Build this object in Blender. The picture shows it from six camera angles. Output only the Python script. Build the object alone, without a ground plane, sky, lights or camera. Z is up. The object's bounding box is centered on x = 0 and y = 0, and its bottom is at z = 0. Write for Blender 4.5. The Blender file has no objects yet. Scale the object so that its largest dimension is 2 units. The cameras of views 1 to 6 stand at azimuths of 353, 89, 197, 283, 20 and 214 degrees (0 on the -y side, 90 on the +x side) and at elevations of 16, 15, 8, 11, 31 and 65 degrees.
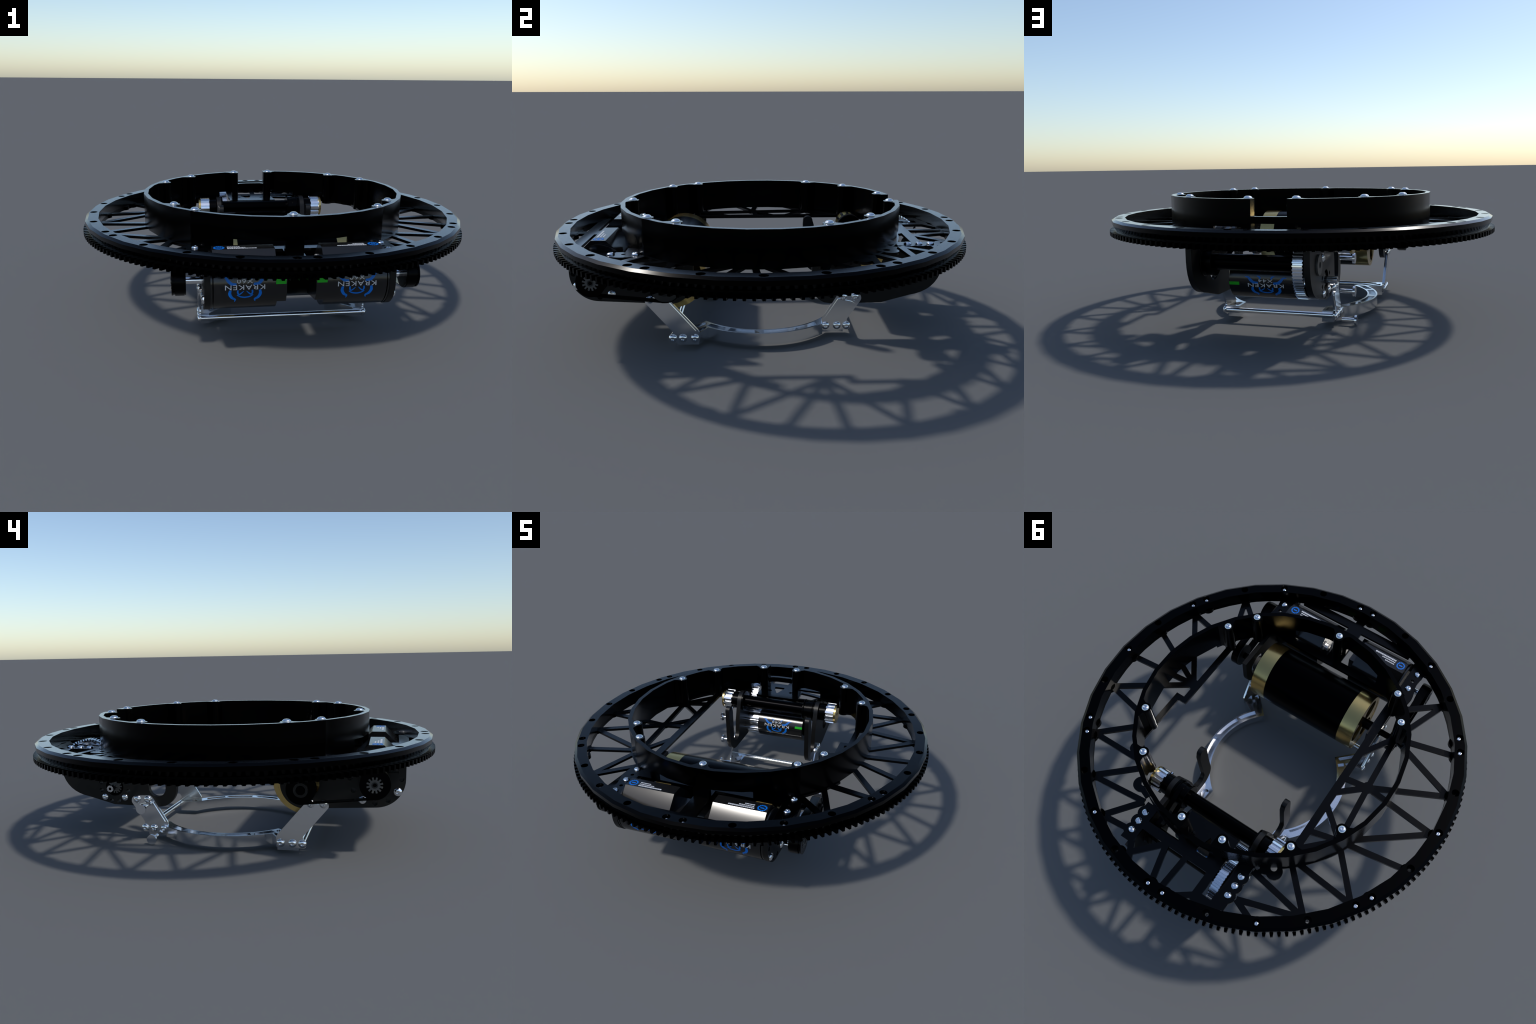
"""Robot turret: a big toothed ring with a spoked plate, a raised inner wall, a
flywheel launcher hung under its front edge and an intake roller under its rear edge.
Metres, z up.  The front of the turret is -y; most parts mirror across x = 0."""
import bpy, bmesh, math, random
from math import sin, cos, pi, radians, hypot, atan2
from mathutils import Vector, Matrix
from mathutils.geometry import delaunay_2d_cdt

random.seed(7)
SCENE = bpy.context.scene.collection

# ------------------------------------------------------------------ materials
def material(name, color, metallic=0.0, rough=0.4, specular=0.5, grain=0.0, grain_scale=60.0,
             bump=0.0, coat=0.0, coat_ior=1.2):
    m = bpy.data.materials.new(name)
    m.use_nodes = True
    nt = m.node_tree
    b = nt.nodes["Principled BSDF"]
    b.inputs["Base Color"].default_value = (*color, 1)
    b.inputs["Metallic"].default_value = metallic
    b.inputs["Roughness"].default_value = rough
    b.inputs["Specular IOR Level"].default_value = specular
    b.inputs["Coat Weight"].default_value = coat
    b.inputs["Coat IOR"].default_value = coat_ior
    b.inputs["Coat Roughness"].default_value = rough
    tc = nt.nodes.new("ShaderNodeTexCoord")
    nz = nt.nodes.new("ShaderNodeTexNoise")
    nz.inputs["Scale"].default_value = grain_scale
    nz.inputs["Detail"].default_value = 1
    nt.links.new(tc.outputs["Object"], nz.inputs["Vector"])
    ramp = nt.nodes.new("ShaderNodeMapRange")
    ramp.inputs["To Min"].default_value = max(0.02, rough - grain)
    ramp.inputs["To Max"].default_value = rough + grain
    nt.links.new(nz.outputs["Fac"], ramp.inputs["Value"])
    nt.links.new(ramp.outputs["Result"], b.inputs["Roughness"])
    if bump:
        bp = nt.nodes.new("ShaderNodeBump")
        bp.inputs["Strength"].default_value = bump
        bp.inputs["Distance"].default_value = 0.001
        nt.links.new(nz.outputs["Fac"], bp.inputs["Height"])
        nt.links.new(bp.outputs["Normal"], b.inputs["Normal"])
    return m

M_RING   = material("black_anodised_ring", (0.0001, 0.0001, 0.0002), 1.0, 0.21, coat=1.0, coat_ior=1.13)
M_TEETH  = material("black_gear_teeth", (0.0003, 0.0003, 0.0003), 1.0, 0.32, coat=0.2, coat_ior=1.10)
M_WALL   = material("black_printed_wall", (0.0001, 0.0001, 0.0002), 1.0, 0.23, coat=1.0, coat_ior=1.13)
M_PLATE  = material("black_plate", (0.0004, 0.0004, 0.0006), 1.0, 0.22, coat=1.0, coat_ior=1.24)
M_SIDE   = material("charcoal_side_plate", (0.0042, 0.0042, 0.0040), 0.0, 0.40, 0.25)
M_BLACK  = material("black_plastic", (0.0008, 0.0008, 0.0009), 1.0, 0.25, coat=0.4)
M_DRUM   = material("black_drum_rubber", (0.0006, 0.0006, 0.0008), 1.0, 0.26, coat=0.1)
M_MOTOR  = material("motor_shell", (0.0065, 0.0065, 0.0066), 0.0, 0.19, 0.5)
M_SCREW  = material("zinc_screw", (0.80, 0.82, 0.84), 1.0, 0.14, grain=0.01, grain_scale=10)
M_ALU    = material("bare_aluminium", (0.84, 0.85, 0.86), 1.0, 0.17, grain=0.015, grain_scale=8)
M_GEAR   = material("steel_gear", (0.83, 0.85, 0.88), 1.0, 0.16, grain=0.01, grain_scale=10)
M_BRASS  = material("brass", (0.60, 0.44, 0.165), 1.0, 0.23, grain=0.015, grain_scale=10)
M_GREYSTEEL = material("grey_steel", (0.075, 0.073, 0.071), 0.2, 0.42)
M_GREYPULLEY = material("dark_pulley", (0.010, 0.010, 0.010), 0.0, 0.45, 0.4)
M_BLUE   = material("blue_print", (0.0, 0.14, 0.56), 0.0, 0.45, 0.3)
M_WHITE  = material("white_print", (0.58, 0.59, 0.62), 0.0, 0.45, 0.4)
M_GREEN  = material("green_indicator", (0.01, 0.42, 0.01), 0.0, 0.4, 0.4)
M_CREAM  = material("connector_metal", (0.62, 0.60, 0.57), 0.6, 0.3, grain=0.05)

# ------------------------------------------------------------------ scene helpers
def empty(name, parent=None, loc=(0, 0, 0)):
    o = bpy.data.objects.new(name, None)
    SCENE.objects.link(o)
    o.location = loc
    o.parent = parent
    return o

TURRET = empty("robot_turret")
TURRET["label"] = "black toothed ring turret with brass flywheel launcher and motors"
TURRET["category"] = "robot mechanism"

def link(name, mesh, parent, mat=None, smooth=35):
    o = bpy.data.objects.new(name, mesh)
    SCENE.objects.link(o)
    o.parent = parent
    if mat:
        mesh.materials.append(mat)
    if smooth:
        for p in mesh.polygons:
            p.use_smooth = True
        mesh.set_sharp_from_angle(angle=radians(smooth))
    return o

def solid(name, verts, faces, parent, mat, smooth=35, fix=True):
    me = bpy.data.meshes.new(name)
    bm = bmesh.new()
    vs = [bm.verts.new(v) for v in verts]
    for f in faces:
        try:
            bm.faces.new([vs[i] for i in f])
        except ValueError:
            pass
    if fix:
        bmesh.ops.recalc_face_normals(bm, faces=bm.faces)
    bm.to_mesh(me)
    bm.free()
    return link(name, me, parent, mat, smooth)

def merge(name, parts, parent, mat, smooth=35, fix=True):
    """One mesh out of several (verts, faces) lists."""
    V, F = [], []
    for v, f in parts:
        k = len(V)
        V += v
        F += [[i + k for i in q] for q in f]
    return solid(name, V, F, parent, mat, smooth, fix)

def copy(o, name=None, loc=None, rot=None, scale=None, parent=None):
    c = o.copy()
    c.name = name or o.name.split(".")[0]
    SCENE.objects.link(c)
    if loc is not None: c.location = loc
    if rot is not None: c.rotation_euler = rot
    if scale is not None: c.scale = scale if hasattr(scale, "__len__") else (scale,) * 3
    if parent is not None: c.parent = parent
    return c

# ------------------------------------------------------------------ 2D shapes
def circle(cx, cy, r, n=32, a0=0.0):
    return [(cx + r * cos(a0 + 2 * pi * i / n), cy + r * sin(a0 + 2 * pi * i / n)) for i in range(n)]

def arc(cx, cy, r, a, b, n=12):
    return [(cx + r * cos(radians(a + (b - a) * i / n)), cy + r * sin(radians(a + (b - a) * i / n))) for i in range(n + 1)]

def bar(p, q, w):
    dx, dy = q[0] - p[0], q[1] - p[1]
    l = hypot(dx, dy)
    nx, ny = -dy / l * w / 2, dx / l * w / 2
    return [(p[0] + nx, p[1] + ny), (p[0] - nx, p[1] - ny), (q[0] - nx, q[1] - ny), (q[0] + nx, q[1] + ny)]

def pol(r, a):
    return (r * cos(radians(a)), r * sin(radians(a)))

def rect(x0, y0, x1, y1):
    return [(x0, y0), (x1, y0), (x1, y1), (x0, y1)]

def rounded(pts, r, n=5):
    """Round the corners of a closed polygon."""
    out = []
    m = len(pts)
    for i in range(m):
        a, b, c = Vector(pts[i - 1]), Vector(pts[i]), Vector(pts[(i + 1) % m])
        u, v = (a - b), (c - b)
        k = min(r, u.length * .45, v.length * .45)
        p, q = b + u.normalized() * k, b + v.normalized() * k
        for j in range(n + 1):
            t = j / n
            out.append(tuple(p * (1 - t) ** 2 + b * 2 * t * (1 - t) + q * t * t))
    return out

def area(poly):
    return sum(poly[i - 1][0] * poly[i][1] - poly[i][0] * poly[i - 1][1] for i in range(len(poly))) / 2

def region(add, sub=()):
    """Exact 2D union of the polygons in `add` minus those in `sub`, as triangles."""
    vs, faces = [], []
    for p in list(add) + list(sub):
        p = list(p)
        if area(p) < 0:
            p.reverse()
        k = len(vs)
        vs += [Vector(q) for q in p]
        faces.append(list(range(k, k + len(p))))
    na = len(add)
    V, _, F, _, _, OF = delaunay_2d_cdt(vs, [], faces, 0, 1e-6)
    tris = [list(f) for f, o in zip(F, OF) if any(i < na for i in o) and not any(i >= na for i in o)]
    return [tuple(v) for v in V], tris

def extrude(reg, a, b, plane="xy"):
    """Prism of a region between levels a and b.  plane xy: level is z; plane yz: level is x."""
    V, T = reg
    put = {"xy": lambda p, h: (p[0], p[1], h), "yz": lambda p, h: (h, p[0], p[1])}[plane]
    n = len(V)
    verts = [put(p, a) for p in V] + [put(p, b) for p in V]
    faces, count = [], {}
    for t in T:
        faces.append(t[::-1])
        faces.append([i + n for i in t])
        for i in range(len(t)):
            e = (t[i - 1], t[i])
            count[e] = count.get(e, 0) + 1
    for (i, j) in count:
        if (j, i) not in count:
            faces.append([i, j, j + n, i + n])
    used = sorted({i for f in faces for i in f})
    remap = {u: k for k, u in enumerate(used)}
    return [verts[u] for u in used], [[remap[i] for i in f] for f in faces]

def plate(name, add, sub, a, b, parent, mat, plane="xy", smooth=35):
    return merge(name, [extrude(region(add, sub), a, b, plane)], parent, mat, smooth)

def lathe(profile, n, axis="z", center=(0, 0, 0), a0=0.0, closed=True):
    """Turn a closed (radius, height) profile about an axis."""
    V, F = [], []
    m = len(profile)
    for i in range(n):
        t = a0 + 2 * pi * i / n
        for r, h in profile:
            if axis == "z":
                V.append((center[0] + r * cos(t), center[1] + r * sin(t), center[2] + h))
            else:
                V.append((center[0] + h, center[1] + r * cos(t), center[2] + r * sin(t)))
    for i in range(n):
        for j in range(m if closed else m - 1):
            k = (j + 1) % m
            i2 = (i + 1) % n
            F.append([i * m + j, i2 * m + j, i2 * m + k, i * m + k])
    return V, F

def rod(c, r, x0, x1, n=32, ch=0.0):
    """Solid cylinder along x, centred on (y, z) = c."""
    prof = [(1e-5, x0), (r - ch, x0), (r, x0 + ch), (r, x1 - ch), (r - ch, x1), (1e-5, x1)] if ch else \
           [(1e-5, x0), (r, x0), (r, x1), (1e-5, x1)]
    return lathe(prof, n, "x", (0, c[0], c[1]), closed=False)

def tube(c, r, ri, x0, x1, n=40):
    return lathe([(ri, x0), (r, x0), (r, x1), (ri, x1)], n, "x", (0, c[0], c[1]))

def gear_outline(cx, cy, tip, root, teeth, wt=.30, wr=.58, a0=0.0):
    p = []
    for i in range(teeth):
        a = a0 + 2 * pi * i / teeth
        s = 2 * pi / teeth
        for r, k in ((root, -wr / 2), (tip, -wt / 2), (tip, wt / 2), (root, wr / 2)):
            p.append((cx + r * cos(a + k * s), cy + r * sin(a + k * s)))
    return p

# ------------------------------------------------------------------ screws
def button_head(r=1.0, h=0.58, n=20):
    prof = [(0.97, 0.0), (1.0, 0.06)]
    for i in range(1, 7):
        t = i / 6 * radians(62)
        prof.append((1.0 - (1 - cos(t)) * 1.02, 0.06 + (h - .06) * sin(t) / sin(radians(62))))
    prof += [(0.36, h), (0.33, h * .45), (1e-4, h * .40)]
    return lathe([(1e-4, 0.0)] + prof, n, "z", closed=False)

SCREW_MESH_SRC = merge("button_head_screw", [button_head()], TURRET, M_SCREW, 40)

def screw(loc, r, direction="z", parent=None, name="button_head_screw"):
    rot = {"z": (0, 0, 0), "+x": (0, pi / 2, 0), "-x": (0, -pi / 2, 0)}[direction]
    return copy(SCREW_MESH_SRC, name, loc, rot, r, parent or TURRET)

# =========================================================== ring, gear, plate, wall
Z_TOP, Z_PLATE, Z_PLATE_LOW = 0.520, 0.4618, 0.4485
HOLE_ANGLES = [60 * k + d for k in range(6) for d in (-27.5, -13.75, 0, 13.75, 27.5)]
SCREW_ANGLES = [60 * k + d for k in range(6) for d in (-27.5, 0, 27.5)]
R_HOLES = 0.952

holes = [circle(*pol(R_HOLES, a), 0.0190, 24) for a in HOLE_ANGLES]
bores = [circle(*pol(R_HOLES, a), 0.0085, 12) for a in HOLE_ANGLES if a not in SCREW_ANGLES]
slab = extrude(region([circle(0, 0, 0.9748, 36)], [circle(0, 0, 0.9236, 36)] + holes), 0.490, Z_TOP)
floor = extrude(region([circle(0, 0, 0.9742, 36)], [circle(0, 0, 0.9236, 36)] + bores), 0.4625, 0.490)
rim = lathe([(0.9735, 0.4625), (0.9735, 0.5199), (0.9746, 0.5199), (0.9895, 0.5105), (0.9895, 0.4910), (0.9705, 0.4625)], 36)
RING = merge("bearing_ring", [slab, floor, rim], TURRET, M_RING, 25)

toothed = gear_outline(0, 0, 1.0, 0.9765, 180, .33, .60)
outer = region([toothed], [circle(0, 0, 0.9232, 72)] + bores)
lug_only = region([circle(*pol(0.944, a), 0.0335, 20) for a in HOLE_ANGLES], [arc(0, 0, 0.930, a - 4, a + 4, 8) + arc(0, 0, 1.1, a + 4, a - 4, 8) for a in HOLE_ANGLES])
GEAR = merge("ring_gear", [extrude(outer, 0.4400, 0.4622), extrude(lug_only, 0.4402, 0.4621)], TURRET, M_TEETH, 20)

# --- spoked plate: nodes (x, y) and the bars between them
N = dict(
    hubL=(-.5495, -.0395), bossLF=(-.527, -.359), bossLR=(-.575, .277), frontL=(-.4325, -.4945), rearL=(-.427, .475),
    hubR=(.542, -.0395), bossRF=(.527, -.359), bossRR=(.575, .277), frontR=(.4325, -.4945), rearR=(.427, .475),
    cornerL=(-.320, .628), cornerR=(.330, .640), padL=(-.330, .780), padR=(.320, .795),
    oL14n=pol(.93, 193.6), oL0=pol(.93, 180), oL14=pol(.93, 166), oL30=pol(.93, 147), oL46=pol(.93, 133),
    oL60=pol(.93, 118), oL27n=pol(.93, 208), oL46n=pol(.93, 226.2),
    oR14n=pol(.93, -13.5), oR0=pol(.93, -.3), oR14=pol(.93, 13.3), oR30=pol(.93, 31.4), oR46=pol(.93, 46.5),
    oR60=pol(.93, 60.5), oR75=pol(.93, 75), oR27n=pol(.93, -27.2), oR46n=pol(.93, -46.2),
    railL0=(-.415, -.52), railL1=(-.425, .45), railLa=(-.424, -.185), railLb=(-.424, -.02), railLc=(-.424, .075),
    railLd=(-.426, .150), railLe=(-.426, .315), railLf=(-.424, .428),
    railR0=(.522, -.37), railR1=(.522, .073), railR2=(.569, .055), railR3=(.569, .375),
    fork=(.103, .749), o87=pol(.93, 87), o90=pol(.93, 90.4), o95=pol(.93, 95), gearcorner=(-.160, .868), mid=(-.018, .70),
)
BARS = [("hubL", "oL14n"), ("hubL", "oL0"), ("hubL", "bossLF"), ("hubL", "bossLR"), ("hubL", "railLb"), ("hubL", "railLc"),
        ("bossLF", "railLa"), ("bossLF", "oL14n"), ("bossLF", "oL27n"), ("bossLF", "oL46n"), ("frontL", "oL46n"),
        ("bossLR", "oL0"), ("bossLR", "oL14"), ("bossLR", "oL30"), ("bossLR", "railLd"), ("bossLR", "railLe"), ("bossLR", "railLf"),
        ("rearL", "oL30"), ("rearL", "oL46"), ("cornerL", "oL46"), ("padL", "oL46"), ("padL", "oL60"),
        ("hubR", "oR27n"), ("hubR", "oR14n"), ("hubR", "oR0"), ("hubR", "oR14"), ("bossRF", "oR27n"), ("bossRF", "oR46n"),
        ("frontR", "oR46n"), ("bossRR", "oR14"), ("bossRR", "oR30"), ("rearR", "oR30"), ("rearR", "oR46"),
        ("cornerR", "oR46"), ("cornerR", "oR60"), ("padR", "oR60"), ("fork", "o87"), ("fork", "oR75"), ("mid", "o90"),
        ("gearcorner", "o95")]
add = [bar(N[a], N[b], .030) for a, b in BARS]
add += [bar(N["railL0"], N["railL1"], .040), bar(N["railR0"], N["railR1"], .032), bar(N["railR2"], N["railR3"], .032),
        bar((.507, .066), (.585, .066), .03)]
add += [circle(*N[k], .030, 20) for k in ("hubL", "bossLF", "bossLR", "rearL", "rearR", "hubR", "bossRF", "bossRR", "frontL", "frontR")]
# webs that follow the wall, front cross members, rear beams and screw pads
def web(a, b, r0=.664, r1=.690):
    return arc(0, 0, r0, a, b, 14) + arc(0, 0, r1, b, a, 14)
add += [web(-152, -118), web(-62, -28), web(132, 160), web(20, 48), web(100, 134), web(46, 86)]
add += [rect(-.345, -.882, .345, -.832), bar((0, -.80), (0, -.93), .050), rect(-.042, -.86, .042, -.57),
        rect(-.40, -.606, .40, -.558)]
for s in (-1, 1):
    add += [rounded([(s * .395, -.90), (s * .395, -.50), (s * .470, -.50), (s * .485, -.62), (s * .462, -.70), (s * .470, -.83), (s * .43, -.90)], .02)]
    add += [circle(s * .435, y, .034, 20) for y in (-.552, -.661, -.766)]
add += [rect(-.17, .708, .25, .755), rect(-.183, .655, -.140, .875), rect(-.30, .845, -.15, .90), rect(-.312, .60, -.236, .86),
        rect(.245, .63, .312, .84), bar((.25, .83), (.20, .92), .03),
        [(.105, .546), (-.180, .546), (-.180, .66), (-.17, .715), (.06, .715), (.098, .65)], circle(.548, .430, .038, 24)]
for s in (-1, 1):
    add += [circle(s * .288, y, .038, 20) for y in (.682, .734, .788)]
    add += [circle(s * .402, .575, .041, 24), bar((s * .33, .605), (s * .40, .58), .04)]
sub = [circle(s * .392, .562, .016, 16) for s in (-1, 1)] + [circle(-.324, .600, .013, 14)]
sub += [circle(s * .432, y, .010, 12) for s in (-1, 1) for y in (-.715, -.607)]
sub += [rect(-.236, .630, -.183, .848), rounded([(-.058, .600), (-.030, .700), (-.105, .700), (-.088, .655)], .015), circle(-.115, .635, .011, 12), circle(.027, .636, .011, 12)]
# everything beyond the ring's inner face is trimmed
trim = [arc(0, 0, .9265, a, a + 20, 8) + arc(0, 0, 1.2, a + 20, a, 8) for a in range(0, 360, 20)]
PLATE = plate("spoked_plate", add, sub + trim, Z_PLATE_LOW, Z_PLATE, TURRET, M_PLATE, smooth=25)

# --- raised wall with screw bosses and a notch at the rear
BOSS = [(-.575, .2775), (.575, .2775), (-.527, -.359), (.527, -.359), (-.4325, -.4945), (.4325, -.4945), (0, -.6355),
        (-.427, .475), (.427, .475), (.0675, .635), (-.152, .6205)]
def wall_parts():
    ring = [arc(0, 0, .6645, a, a + 11.25, 1) + arc(0, 0, .686, a + 11.25, a, 1) for a in [6.05 + 11.25 * k for k in range(32)]]
    bosses, flares = [], []
    for x, y in BOSS:
        a = math.degrees(atan2(y, x))
        rb = hypot(x, y)
        bosses.append(circle(x, y, .0285, 24))
        if rb < .65:
            p = [pol(.672, a - 4.6), pol(.662, a - 4.2), pol(.648, a - 2.9), pol(rb, a - 2.5), pol(rb, a + 2.5), pol(.648, a + 2.9), pol(.662, a + 4.2), pol(.672, a + 4.6)]
            flares.append(p)
    return ring + bosses + flares
notch = [rect(-.1225, .55, .040, .75)]
low_cut = [rect(-.2450, .58, -.1640, .75), rect(.085, .60, .235, .75)]
front_cut = [rect(.043, -.76, .255, -.50), rect(-.268, -.76, -.043, -.50)]
layers = [(Z_PLATE + .0002, .503, notch + low_cut + front_cut), (.503, .5185, notch + front_cut),
          (.5185, .550, []), (.550, .6270, notch)]      # a bridge stays across the notch
WALL = merge("raised_wall", [extrude(region(wall_parts(), cuts), a, b) for a, b, cuts in layers], TURRET, M_WALL, 32)

for x, y in BOSS:
    screw((x, y, .6268), .0195, parent=WALL)
for a in SCREW_ANGLES:
    x, y = pol(R_HOLES, a)
    screw((x, y, .4985), .0148, parent=RING)
for s in (-1, 1):
    for y in (.682, .734, .788):
        screw((s * .288, y, Z_PLATE - .0003), .0182, parent=PLATE)
    for y in (-.552, -.661, -.766):
        screw((s * .435, y, Z_PLATE - .0003), .0182, parent=PLATE)

# =========================================================== front launcher
AX_M, AX_F = (-.729, .367), (-.418, .334)          # motor axis and flywheel axis (y, z)
FRONT = empty("flywheel_launcher", TURRET)

outline = [(-.858, .4486), (-.858, AX_M[1])] + arc(*AX_M, .129, 180, 268, 16) + arc(*AX_F, .112, 271, 360, 16) + [(-.306, .4486)]
bolt_holes = [circle(AX_M[0] + .110 * cos(radians(a)), AX_M[1] + .110 * sin(radians(a)), .0115, 14) for a in range(180, 361, 30)]
cut = bolt_holes + [rect(-.827, .394, -.772, .46), circle(*AX_F, .066, 32), circle(*AX_M, .045, 24)]
for s in (-1, 1):
    p = plate("launcher_side_plate", [outline], cut, min(s * .384, s * .410), max(s * .384, s * .410), FRONT, M_SIDE, "yz", 25)
    for a in (210, 300):
        screw((s * .410, AX_M[0] + .110 * cos(radians(a)), AX_M[1] + .110 * sin(radians(a))), .0195, "+x" if s > 0 else "-x", FRONT)
    # shaft stub, toothed pulleys, belt
    merge("motor_shaft", [rod(AX_M, .0165, min(s * .40, s * .49), max(s * .40, s * .49), 20)], FRONT, M_GEAR)
    pul = gear_outline(*AX_M, .0600, .0575, 30, .5, .6)
    merge("drive_pulley", [extrude(region([pul]), *sorted((s * .489, s * .541)), "yz"),
                           rod(AX_M, .0635, *sorted((s * .484, s * .490))), rod(AX_M, .0635, *sorted((s * .539, s * .5452)))], FRONT, M_BLACK, 30)
    plate("pulley_spline", [gear_outline(*AX_M, .0345, .0225, 12, .42, .60, radians(15))], [circle(*AX_M, .0085, 20)],
          *sorted((s * .540, s * .5475)), FRONT, M_GREYSTEEL, "yz")
    merge("spline_collar", [tube(AX_M, .0135, .0088, *sorted((s * .540, s * .5490)), 24)], FRONT, M_GREYPULLEY)
    merge("flywheel_pulley", [rod(AX_F, .0595, *sorted((s * .489, s * .522))), rod(AX_F, .0635, *sorted((s * .484, s * .4895))),
                              rod(AX_F, .0635, *sorted((s * .520, s * .525)))], FRONT, M_GREYPULLEY if s > 0 else M_BLACK, 30)
    merge("shaft_collar", [tube(AX_F, .0320, .0205, *sorted((s * .525, s * .541)), 32)], FRONT, M_SIDE)
    # belt: two straight runs tangent to both pulleys plus the wraps
    bw, r = .0035, .0625
    th = math.degrees(atan2(AX_F[1] - AX_M[1], AX_F[0] - AX_M[0]))
    def loop(rr): return arc(*AX_M, rr, th + 90, th + 270, 20) + arc(*AX_F, rr, th - 90, th + 90, 20)
    plate("timing_belt", [loop(r + bw)], [loop(r)], *sorted((s * .4905, s * .5305)), FRONT, M_BLACK, "yz", 30)

# motors: round body with a flat-topped hump, notched at the inner end
def motor_section(r, n=40):
    pts = []
    for i in range(n + 1):
        a = 143 + 254 * i / n                 # leave the top open for the hump
        pts.append((AX_M[0] + r * cos(radians(a)), AX_M[1] + r * sin(radians(a))))
    return [(AX_M[0] + .033, .5090), (AX_M[0] - .033, .5090)] + pts

def bend_text(text, size, spacing=1.0, width=None):
    c = bpy.data.curves.new("lettering", "FONT")
    c.body = text
    c.size = size
    c.space_character = spacing
    c.align_x, c.align_y = "CENTER", "CENTER"
    c.resolution_u = 3
    o = bpy.data.objects.new("lettering", c)
    SCENE.objects.link(o)
    bpy.context.view_layer.update()
    me = bpy.data.meshes.new_from_object(o)
    V, F = [tuple(v.co[:2]) for v in me.vertices], [list(p.vertices) for p in me.polygons]
    bpy.data.objects.remove(o)
    xs, ys = [v[0] for v in V], [v[1] for v in V]
    cx, cy = (max(xs) + min(xs)) / 2, (max(ys) + min(ys)) / 2
    k = (width / (max(xs) - min(xs))) if width else 1
    return [((x - cx) * k, (y - cy)) for x, y in V], F

def ribbon(spine, widths, n=24):
    """Flat tapering band along a smooth spine, as quads."""
    P = []
    m = len(spine) - 1
    for i in range(n + 1):
        t = i / n * m
        k = min(int(t), m - 1)
        f = t - k
        g = lambda j: spine[max(0, min(m, j))]
        def cr(d):
            a, b, c, e = g(k - 1)[d], g(k)[d], g(k + 1)[d], g(k + 2)[d]
            return .5 * (2 * b + (c - a) * f + (2 * a - 5 * b + 4 * c - e) * f * f + (3 * b - a - 3 * c + e) * f ** 3)
        w = widths[k] * (1 - f) + widths[k + 1] * f
        P.append((cr(0), cr(1), w))
    V, F = [], []
    for i, (x, y, w) in enumerate(P):
        a, b = P[max(0, i - 1)], P[min(n, i + 1)]
        dx, dy = b[0] - a[0], b[1] - a[1]
        l = hypot(dx, dy) or 1
        V += [(x - dy / l * w / 2, y + dx / l * w / 2), (x + dy / l * w / 2, y - dx / l * w / 2)]
        if i:
            F.append([2 * i - 2, 2 * i - 1, 2 * i + 1, 2 * i])
    return V, F

def wrap(name, flat, axis, r, cx, th0, side, parent, mat, lift=.0008, thick=.0012):
    """Lay flat artwork (u right, v up as read) on a cylinder along x, head down.
    side -1: read from -y, side +1: read from +y."""
    V, F = flat
    n = len(V)
    out = []
    for h in (r - thick, r + lift):
        for u, v in V:
            x = cx + side * u
            t = radians(th0) - side * v / r
            out.append((x, axis[0] + h * cos(t), axis[1] + h * sin(t)))
    faces, cnt = [], {}
    for f in F:
        faces += [[i + n for i in f], f[::-1]]
        for i in range(len(f)):
            cnt[(f[i - 1], f[i])] = 1
    for (i, j) in cnt:
        if (j, i) not in cnt:
            faces.append([i, j, j + n, i + n])
    return solid(name, out, faces, parent, mat, 0)

def artwork(axis, r, cx, th, side, parent, label, k=1.0):
    """Printed lettering with plain blue swirls above and below it (v up as read, drawn head down)."""
    w = .168
    wrap("lettering", bend_text("KRAKEN", .030 * k, 1.1, w), axis, r, cx, th, side, parent, M_WHITE)
    step = .0262 * k
    wrap("lettering", bend_text(label, .026 * k, 1.15, .068), axis, r, cx, th + side * math.degrees(step / r), side, parent, M_WHITE)
    swirl = []
    for m in (-1, 1):
        for spine, wd in (([(m * .062, .012), (m * .064, .030), (m * .055, .048), (m * .042, .058), (m * .044, .072)], [.010, .013, .012, .009, .001]),
                          ([(m * .098, -.046), (m * .082, -.043), (m * .070, -.028), (m * .056, -.016), (m * .036, -.014)], [.001, .009, .013, .012, .009]),
                          ([(m * .042, -.052), (m * .030, -.047), (m * .025, -.036)], [.001, .008, .008]),
                          ([(m * .030, .012), (m * .031, .022), (m * .026, .032), (m * .016, .026), (m * .006, .016)], [.006, .007, .006, .005, .002])):
            swirl.append(ribbon([(x, y * k) for x, y in spine], wd))
    swirl.append(ribbon([(-.034, .034 * k), (-.020, .043 * k), (0, .047 * k), (.020, .043 * k), (.034, .034 * k)], [.003, .006, .007, .006, .003]))
    V, F = [], []
    for v, f in swirl:
        b = len(V)
        V += v
        F += [[i + b for i in q] for q in f]
    wrap("blue_emblem", (V, F), axis, r, cx, th, side, parent, M_BLUE, .0006)

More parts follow.
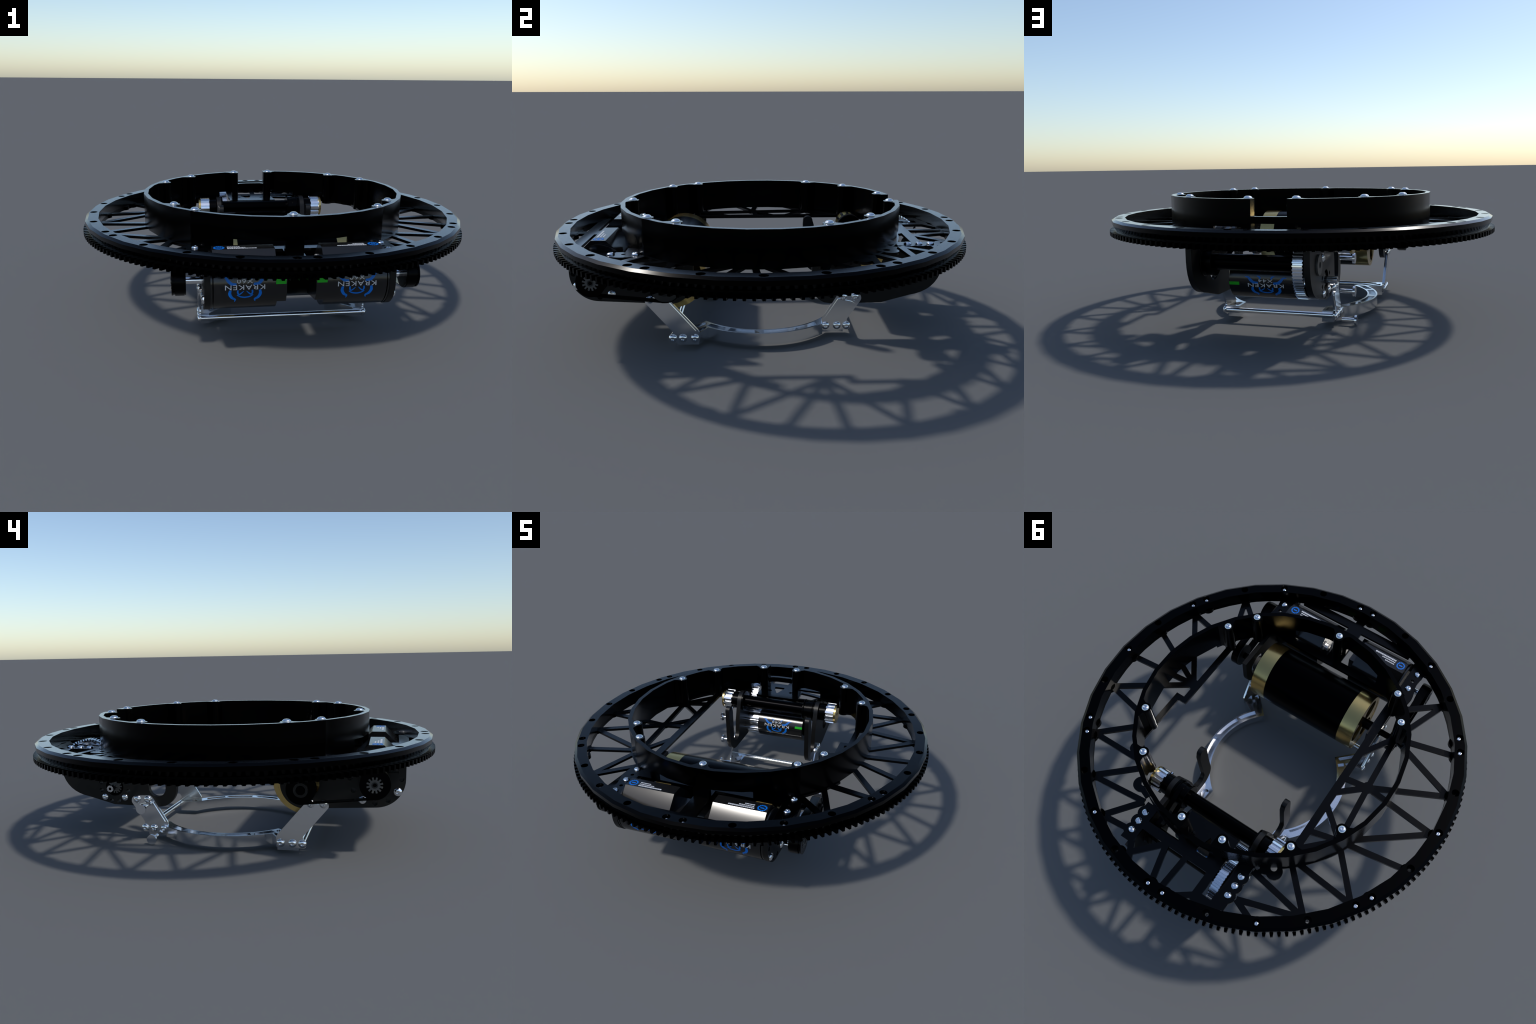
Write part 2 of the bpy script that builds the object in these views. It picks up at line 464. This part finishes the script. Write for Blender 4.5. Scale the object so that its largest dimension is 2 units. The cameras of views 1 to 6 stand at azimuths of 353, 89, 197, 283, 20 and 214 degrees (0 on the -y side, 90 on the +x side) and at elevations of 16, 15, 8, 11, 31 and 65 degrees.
for s in (-1, 1):
    sec = motor_section(.127)
    body = extrude(region([sec]), *sorted((s * .102, s * .371)), "yz")
    rear = extrude(region([arc(*AX_M, .1268, 150, 215, 16) + [(AX_M[0] + .06, .27), (AX_M[0] + .06, .43)]]), *sorted((s * .063, s * .102)), "yz")
    mo = merge("launch_motor", [body, rear], FRONT, M_MOTOR, 30)
    merge("motor_face_ring", [rod(AX_M, .1265, *sorted((s * .376, s * .3842)), 48)], FRONT, M_MOTOR, 30)
    merge("motor_groove", [rod(AX_M, .1215, *sorted((s * .370, s * .377)), 48)], FRONT, M_BLACK, 30)
    artwork(AX_M, .127, s * .240, 178.6, -1, FRONT, "X60")
    # emblem and small print on the hump
    ring = region([gear_outline(s * .340, -.7335, .0245, .0205, 16, .45, .6)], [circle(s * .340, -.7335, .0165, 24)])
    merge("blue_emblem", [extrude(ring, .5088, .5096), extrude(region([rect(s * .340 - .010, -.737, s * .340 + .010, -.730)]), .5088, .5096)], FRONT, M_BLUE, 0)
    xa = lambda a, b: sorted((s * a, s * b))
    lines = []
    for y, a, b in ((-.748, .305, .175), (-.735, .305, .225), (-.722, .305, .250)):
        x0, x1 = xa(a, b)
        x = x0
        k = 0
        while x < x1 - .004:
            wd = .005 + .006 * random.random()
            lines.append(extrude(region([rect(x, y - (.0045 if y < -.74 else .003), min(x + wd, x1), y + (.0045 if y < -.74 else .003))]), .5089, .5095))
            x += wd + .0022
    o = merge("printed_lines", lines, FRONT, M_WHITE, 0)
    o["kind"] = "stuff"
    merge("green_indicator", [extrude(region([rect(AX_M[0] - .1285, .380, AX_M[0] - .100, .404)]), *xa(.066, .110), "yz")], FRONT, M_GREEN, 0)
merge("silver_connector", [rod((-.675, .425), .020, .070, .128, 10, .005), rod((-.675, .425), .027, .095, .118, 8)], FRONT, M_CREAM, 30)

# flywheel
wheel = empty("flywheel", FRONT)
merge("flywheel_drum", [tube(AX_F, .1606, .140, -.238, .238, 72)], wheel, M_DRUM, 25)
for s in (-1, 1):
    x0, x1 = sorted((s * .2382, s * .324))
    windows = [circle(AX_F[0] + .083 * cos(radians(c)), AX_F[1] + .083 * sin(radians(c)), .056, 36) for c in (130, 10, 250)]
    merge("brass_flywheel_ring", [tube(AX_F, .1613, .1400, x0, x1, 72),
                                  extrude(region([circle(*AX_F, .1405, 48)], windows + [circle(*AX_F, .017, 16)]), *sorted((s * .3060, s * .3225)), "yz"),
                                  extrude(region([circle(*AX_F, .1405, 48)]), *sorted((s * .1100, s * .1160)), "yz")], wheel, M_BRASS, 25)
merge("flywheel_shaft", [rod(AX_F, .0195, -.548, .548, 6)], wheel, M_BLACK, 30)
for s in (-1, 1):
    merge("shaft_spacer", [rod(AX_F, .028, *sorted((s * .3225, s * .384)), 24)], wheel, M_BLACK, 30)
    merge("shaft_bearing", [tube(AX_F, .044, .021, *sorted((s * .372, s * .392)), 36)], wheel, M_GREYSTEEL, 30)

# =========================================================== rear intake
REAR = empty("intake_roller_unit", TURRET)
AX_R, AX_I, AX_K = (.492, .429), (.720, .352), (.570, .262)     # roller, idler gear and motor axes
front_edge = [(.242, .276), (.240, .36), (.237, .44)] + arc(.264, .462, .026, 180, 0, 8) + [(.297, .44), (.297, .279)]
slot = arc(.3412, .262, .0445, 180, 360, 12)
outline = [(.297, .1726)] + arc(.335, .262, .0955, 250, 180, 10) + front_edge[1:] + slot + [(.392, .33), (.414, .40)] + \
    arc(*AX_R, .066, 170, 20, 16) + [(.560, .4486), (.862, .4486)] + [tuple(Vector((.862, .40)) * (1 - t) ** 2 + Vector((.867, .232)) * 2 * t * (1 - t) + Vector((.710, .2070)) * t * t) for t in [k / 10 for k in range(11)]] + [(.575, .1705), (.4785, .1685), (.33, .1675)]
kholes = [circle(AX_K[0] + .076 * cos(radians(a)), AX_K[1] + .076 * sin(radians(a)), .0105, 14) for a in (165, 195, 225, 255, 285, 315, 345, 15)]
for s in (-1, 1):
    cut = [circle(*AX_I, .030, 24)] + (kholes + [circle(*AX_K, .047, 28)] if s < 0 else [circle(.62, .30, .05, 24)])
    plate("intake_side_plate", [outline], cut, *sorted((s * .2455, s * .2715)), REAR, M_SIDE, "yz", 25)
    # roller ends: spacer, toothed metal pulley and brass disc
    merge("roller_spacer", [rod(AX_R, .054, *sorted((s * .2720, s * .318)), 40, .003)], REAR, M_BLACK, 30)
    plate("roller_end_gear", [gear_outline(*AX_R, .062, .0475, 12, .40, .62)], [], *sorted((s * .318, s * .3700)), REAR, M_GEAR, "yz")
    merge("brass_end_disc", [tube(AX_R, .058, .009, *sorted((s * .3702, s * .3825)), 40)], REAR, M_BRASS, 30)
    merge("roller_flange", [rod(AX_R, .064, *sorted((s * .2450, s * .236)), 40)], REAR, M_BLACK, 30)
merge("intake_roller", [rod(AX_R, .0385, -.2475, .2475, 40)], REAR, M_DRUM, 30)
merge("roller_belt_pulley", [rod(AX_R, .058, .176, .226, 40), rod(AX_R, .066, .168, .176, 40, .002), rod(AX_R, .066, .226, .234, 40, .002)], REAR, M_BLACK, 30)
merge("idler_tube", [rod(AX_I, .0365, -.197, .205, 36)], REAR, M_DRUM, 30)
merge("idler_belt_pulley", [rod(AX_I, .056, .200, .240, 36), rod(AX_I, .066, .1935, .2005, 40, .002), rod(AX_I, .066, .239, .2454, 40, .002)], REAR, M_BLACK, 30)
th = math.degrees(atan2(AX_I[1] - AX_R[1], AX_I[0] - AX_R[0]))
def loop(rr): return arc(*AX_R, rr, th + 90, th + 270, 20) + arc(*AX_I, rr, th - 90, th + 90, 20)
plate("roller_belt", [loop(.0615)], [loop(.0582)], .2012, .2250, REAR, M_BLACK, "yz", 30)
web_holes = [circle(AX_I[0] + .082 * cos(a), AX_I[1] + .082 * sin(a), .026, 24) for a in (2 * pi * k / 5 for k in range(5))]
merge("idler_gear", [extrude(region([gear_outline(*AX_I, .1475, .1375, 60, .36, .58)], [circle(*AX_I, .128, 60)]), -.2395, -.1970, "yz"),
                     extrude(region([circle(*AX_I, .1285, 60)], web_holes), -.2150, -.2040, "yz")], REAR, M_GEAR, 25)
merge("idler_bearing", [tube(AX_I, .045, .014, -.2800, -.2700, 32)], REAR, M_GREYSTEEL, 30)
merge("idler_shaft", [rod(AX_I, .0185, -.262, .262, 6)], REAR, M_BLACK, 30)

# intake motor with bare ribbed gearbox
merge("intake_motor", [rod(AX_K, .0930, -.150, .158, 56, .003)], REAR, M_MOTOR, 30)
ribs = [circle(*AX_K, .084, 40)] + [circle(AX_K[0] + .078 * cos(a), AX_K[1] + .078 * sin(a), .0145, 14) for a in (pi / 8 + 2 * pi * k / 8 for k in range(8))]
plate("motor_gearbox", ribs, [], -.2453, -.150, REAR, M_ALU, "yz", 40)
merge("gearbox_face", [rod(AX_K, .0466, -.2490, -.2440, 32)], REAR, M_BLACK, 30)
merge("motor_end_cap", [rod(AX_K, .060, .158, .172, 32, .004)], REAR, M_BLACK, 30)
for side, th in ((1, -13.2), (-1, 193.2 - 28)):
    artwork(AX_K, .093, -.017, th, side, REAR, "X44", .82)
def strip(axis, r, th, x0, x1, dth, name, mat):
    a = arc(*axis, r + .0007, th - dth, th + dth, 4) + arc(*axis, r - .002, th + dth, th - dth, 4)
    plate(name, [a], [], x0, x1, REAR, mat, "yz", 0)
strip(AX_K, .093, -9.6, .108, .156, 4.5, "green_indicator", M_GREEN)
strip(AX_K, .093, 161, .108, .156, 4.5, "green_indicator", M_GREEN)
plate("motor_pinion", [gear_outline(*AX_K, .035, .025, 14, .40, .60)], [], -.2640, -.246, REAR, M_GREYSTEEL, "yz")
merge("pinion_shaft", [extrude(region([gear_outline(*AX_K, .0175, .0145, 12, .45, .6)], [circle(*AX_K, .0075, 16)]), -.324, -.246, "yz")], REAR, M_ALU)
for a in (225, 315):
    screw((-.2715, AX_K[0] + .076 * cos(radians(a)), AX_K[1] + .076 * sin(radians(a))), .0175, "-x", REAR)
screw((-.2715, .640, .372), .0185, "-x", REAR)

# =========================================================== feed cage: brackets, rods, curved arms
CAGE = empty("feed_guide_cage", TURRET)
SCREW_Y, SCREW_Z = (.308, .363, .409), .058
def bracket(kind, s):
    if kind == "front":
        x0, d = .4105, -1
        base = [(-.287, .036), (-.425, .036), (-.427, .070), (-.405, .085), (-.528, .232), (-.526, .250), (-.508, .2585), (-.44, .2585), (-.423, .250), (-.287, .090)]
        panel = [(-.300, .090), (-.318, .074), (-.332, .072), (-.345, .081), (-.363, .084), (-.380, .078), (-.392, .074), (-.504, .215), (-.500, .245), (-.432, .248)]
        tops = [(-.504, .248), (-.447, .248)]
    else:
        x0, d = .2722, 1
        base = [(.287, .036), (.423, .036), (.425, .070), (.408, .085), (.478, .190), (.474, .212), (.455, .222), (.378, .226), (.364, .215), (.287, .088)]
        panel = [(.300, .090), (.318, .074), (.332, .072), (.345, .081), (.363, .084), (.380, .078), (.394, .076), (.452, .165), (.432, .180), (.366, .195)]
        tops = [(.446, .204), (.390, .204)]
    sg = s
    br = merge("guide_bracket", [extrude(region([rounded(base, .012)]), *sorted((sg * x0, sg * (x0 + .0085))), "yz"),
                                 extrude(region([rounded(panel, .006)]), *sorted((sg * (x0 + .0083), sg * (x0 + .0135))), "yz")], CAGE, M_ALU, 25)
    for y, z in [(d * y, SCREW_Z) for y in SCREW_Y]:
        screw((sg * (x0 + .0085), y, z), .0195, "+x" if sg > 0 else "-x", br)
    for y, z in tops:
        screw((sg * (x0 + .0085), y, z), .0195, "+x" if sg > 0 else "-x", br)
for s in (-1, 1):
    bracket("front", s)
    bracket("rear", s)
merge("standoff_rod", [rod((-.409, SCREW_Z), .0133, -.4100, .4100, 24)], CAGE, M_ALU, 30)
merge("standoff_rod", [rod((.409, SCREW_Z), .0133, -.2718, .2718, 24)], CAGE, M_ALU, 30)

RI, RO = .366, .419
def arm_outline():
    return [(.4100, -.390), (.3700, -.390)] + arc(0, 0, RI, -47, 54.6, 40) + [(.212, .395), (.2718, .395), (.2718, .292)] + arc(0, 0, RO, 44, -37, 32) + [(.402, -.288), (.4100, -.292)]
def pocket(a, b, slant=0.0):
    return arc(0, 0, RI + .009, a, b + slant, 6) + arc(0, 0, RO - .009, b, a + slant * .0, 6)
pockets = [pocket(-23, -1.2, -4), pocket(1.2, 22, 4), pocket(25, 40, 3), pocket(-40, -25, -2),
           rounded([(.268, -.274), (.292, -.262), (.374, -.346), (.364, -.370)], .008),
           rounded([(.318, -.262), (.345, -.264), (.398, -.300), (.396, -.345)], .008),
           rounded([(.224, .314), (.245, .306), (.262, .322), (.262, .345), (.226, .384)], .008)]
for s in (-1, 1):
    m = lambda p: [(s * x, y) for x, y in p]
    o = m(arm_outline())
    merge("curved_guide_arm", [extrude(region([o], [m(p) for p in pockets]), .056, .0755), extrude(region([o]), .0217, .0560)], CAGE, M_ALU, 25)

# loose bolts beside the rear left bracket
for y, z in ((.342, .0249), (.390, .1768), (.400, .3365)):
    merge("loose_bolt", [rod((y, z), .0249, -.3735, -.3625, 24), rod((y, z), .0105, -.3630, -.300, 16)], CAGE, M_GEAR, 30)

bpy.data.objects.remove(SCREW_MESH_SRC)
